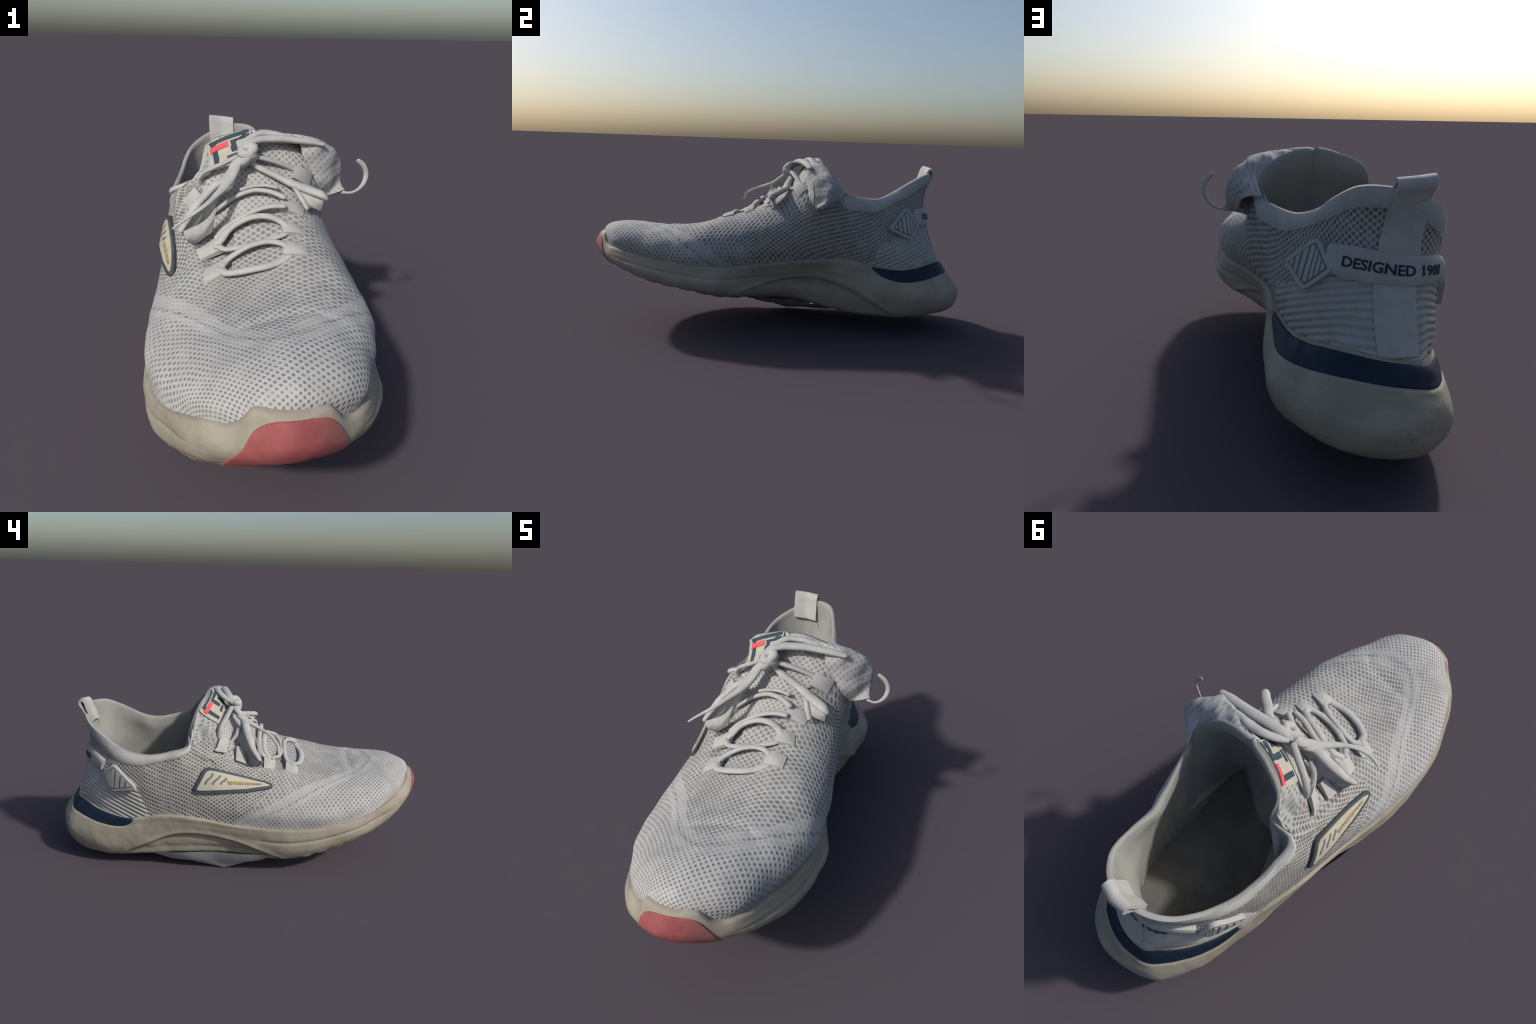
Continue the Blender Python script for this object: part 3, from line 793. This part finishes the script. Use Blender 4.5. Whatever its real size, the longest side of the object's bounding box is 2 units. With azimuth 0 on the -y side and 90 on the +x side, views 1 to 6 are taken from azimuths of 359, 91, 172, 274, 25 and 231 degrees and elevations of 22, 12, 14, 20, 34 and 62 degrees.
# ---- eyelet straps
webs = [[(.142,-.270,.65), (.146,-.322,.62), (.069,-.318,.612), (.067,-.258,.634)],
        [(.138,-.172,.684), (.145,-.205,.65), (.071,-.216,.65), (.061,-.155,.677)],
        [(.165,-.055,.715), (.155,-.110,.70), (.062,-.125,.725), (.068,-.075,.742)],
        [(.178,.115,.773), (.175,.070,.735), (.106,.041,.772), (.116,.089,.803)],
        [(-.186,-.340,.531), (-.203,-.270,.537), (-.124,-.270,.573), (-.115,-.331,.561)],
        [(-.213,-.215,.557), (-.225,-.155,.562), (-.142,-.152,.622), (-.137,-.215,.602)],
        [(-.242,-.055,.575), (-.245,.005,.59), (-.20,.005,.66), (-.19,-.04,.65)],
        [(-.244,.062,.630), (-.248,.128,.636), (-.226,.098,.708), (-.208,.042,.692)]]
for w in webs:
    quad_patch("eyelet_strap", w, M_web, .016, root, skirt=.004, bulge=.005, ramp=.25)

# ---- laces
R = .0115
laces = [
 ([(.090,-.305,.622), (.060,-.326,.606), (.025,-.342,.598), (-.03,-.352,.588), (-.08,-.350,.576), (-.115,-.336,.567), (-.128,-.312,.566), (-.15,-.30,.560)], R*1.1, .8),
 ([(.090,-.29,.630), (.065,-.268,.642), (.03,-.256,.645), (-.03,-.254,.632), (-.085,-.262,.604), (-.118,-.276,.582), (-.132,-.296,.570), (-.15,-.305,.560)], R*.9, .8),
 ([(.090,-.195,.660), (.066,-.214,.652), (.03,-.228,.644), (-.025,-.238,.630), (-.08,-.236,.614), (-.125,-.224,.604), (-.142,-.204,.604), (-.16,-.19,.600)], R*.9, .8),
 ([(.090,-.185,.668), (.062,-.162,.684), (.03,-.150,.694), (-.02,-.144,.694), (-.075,-.142,.672), (-.12,-.150,.638), (-.142,-.172,.612), (-.16,-.185,.598)], R*1.1, .8),
 ([(.085,-.115,.722), (.03,-.118,.722), (-.03,-.115,.702), (-.09,-.118,.668), (-.125,-.124,.645), (-.16,-.15,.61)], R*.9, .8),
 ([(.085,-.085,.742), (.03,-.06,.758), (-.03,-.045,.758), (-.09,-.042,.735), (-.15,-.035,.69), (-.21,-.02,.635)], R*.9, .8),
 ([(.06,-.035,.765), (.02,-.03,.772), (-.04,-.03,.768), (-.08,-.03,.755)], R*.7, .8),
 ([(.13,.075,.795), (.09,.065,.815), (.05,.052,.832), (.01,.04,.846), (-.03,.03,.858)], R*1.0, .8),
 ([(.115,.048,.768), (.095,.028,.772), (.06,.02,.785), (.02,.02,.80)], R*.7, .8),
 ([(-.230,.088,.690), (-.232,.087,.735), (-.226,.080,.766), (-.206,.070,.788), (-.175,.060,.806), (-.140,.050,.824), (-.085,.035,.856)], R*1.0, .8),
 ([(-.222,.06,.675), (-.20,.02,.700), (-.175,.0,.725), (-.14,-.01,.755)], R*.8, .8),
 # bow: upper loop over the tongue, doubled
 ([(-.08,.025,.868), (-.060,.044,.892), (-.017,.066,.908), (.032,.081,.910), (.081,.094,.908), (.131,.103,.902), (.180,.110,.895), (.236,.119,.884)], [R*1.3, R*1.5, R*1.6, R*1.6, R*1.5, R*1.4, R*.9], .75),
 ([(-.080,.045,.880), (-.064,.073,.895), (-.040,.101,.911), (-.012,.119,.921), (.021,.130,.920), (.054,.134,.918), (.090,.134,.910), (.15,.14,.895)], [R*1.0, R*1.2, R*1.2, R*1.2, R*1.1, R*.8], .8),
 # free end over the far flank
 ([(-.06,.02,.865), (-.088,.008,.84), (-.102,-.022,.812), (-.118,-.055,.786), (-.134,-.093,.769), (-.156,-.133,.756), (-.180,-.171,.740), (-.214,-.204,.721), (-.256,-.227,.696), (-.294,-.233,.668)], [R*1.3, R*1.6, R*1.6, R*1.2, R*.8, R*.7, R*.6, R*.5], .7),
 # bow: right-hand loop
 ([(-.045,.03,.845), (-.02,.032,.822), (.015,.021,.806), (.056,.010,.789), (.097,.0,.771), (.138,-.025,.761), (.179,-.047,.751), (.215,-.068,.739), (.222,-.064,.725)], [R*1.2, R*1.2, R*1.3, R*1.5, R*1.6, R*1.3], .8),
 ([(.11,-.01,.765), (.130,-.045,.742), (.150,-.075,.715), (.162,-.088,.695)], R*.7, .8),
 # bow: left-hand loop
 ([(-.065,.015,.855), (-.103,-.007,.815), (-.125,-.037,.790), (-.168,-.052,.765), (-.200,-.065,.735), (-.230,-.082,.704), (-.250,-.098,.675), (-.268,-.118,.648), (-.283,-.138,.622)], [R*1.2, R*1.4, R*1.5, R*1.5, R*1.4, R*1.2, R*.7], .8),
]
for k_, (pts, r, fl) in enumerate(laces):
    if k_ < 7: pts = [(p[0], p[1], p[2] - .007) for p in pts]
    tube("lace", pts, np.atleast_1d(r) * 1.22, M_lace, root, flat=fl * .82)
# folds of the bow loops
sheet("lace_fold", [[(-.11,-.02,.80), (-.168,-.052,.762), (-.235,-.085,.695), (-.28,-.136,.625)], [(-.12,-.02,.77), (-.17,-.04,.72), (-.222,-.078,.645), (-.262,-.12,.595)], [(-.14,-.01,.73), (-.17,-.02,.67), (-.21,-.06,.60), (-.243,-.10,.566)]], M_lace, root, .010, wob=.006)
sheet("lace_fold", [[(.09,.0,.770), (.15,-.035,.755), (.218,-.07,.738)], [(.12,-.03,.745), (.17,-.055,.725), (.216,-.06,.71)], [(.15,-.075,.710), (.18,-.065,.695), (.208,-.045,.682)]], M_lace, root, .010, wob=.004)
sheet("lace_fold", [[(-.152,-.105,.71), (-.20,-.12,.66), (-.27,-.14,.628)], [(-.165,-.12,.66), (-.205,-.13,.625), (-.262,-.145,.605)], [(-.17,-.13,.625), (-.205,-.13,.598), (-.24,-.11,.568)]], M_lace, root, .008, wob=.004)

# knot: a wrapped bundle
kn = []
for k in range(40):
    a = k / 39 * 2 * math.pi * 2.2
    kn.append((-.052 + .020 * math.cos(a) + .004 * math.sin(3 * a), .018 + .018 * math.sin(a), .862 + .024 * math.sin(a * .5 + .6) + .01 * math.cos(a)))
tube("lace_knot", kn[::3], R * 1.5, M_lace, root, n=120)
# curled loose end beside the flap
tube("lace_tip", [(.300,.165,.700), (.325,.155,.695), (.350,.142,.698), (.375,.135,.713), (.393,.132,.738), (.400,.132,.771), (.388,.126,.805), (.359,.120,.832)], [.012, .005, .005, .007, .009, .010, .010, .008], M_lace, root, flat=.45, up=(.3, 1, 0))

# ---- folded-out flap of the collar beside the tongue
sheet("tongue_flap", [
  [(.0,.155,.922), (.06,.165,.918), (.12,.19,.896), (.20,.25,.820), (.19,.305,.758)],
  [(.06,.145,.924), (.12,.155,.916), (.19,.19,.885), (.25,.245,.818), (.235,.285,.762)],
  [(.12,.128,.915), (.18,.13,.905), (.25,.17,.870), (.30,.24,.805), (.265,.26,.745)],
  [(.14,.115,.89), (.22,.12,.880), (.285,.18,.82), (.312,.225,.765), (.27,.23,.715)],
  [(.15,.11,.85), (.215,.115,.82), (.275,.165,.765), (.305,.195,.73), (.318,.158,.697)],
  [(.16,.105,.80), (.20,.115,.775), (.245,.14,.735), (.26,.16,.71), (.255,.165,.68)],
  [(.14,.105,.79), (.17,.115,.75), (.19,.14,.71), (.20,.16,.68), (.20,.18,.66)]], M_flap, root, .012, n=40, m=40, wob=.012, wscale=9)

bpy.context.view_layer.update()
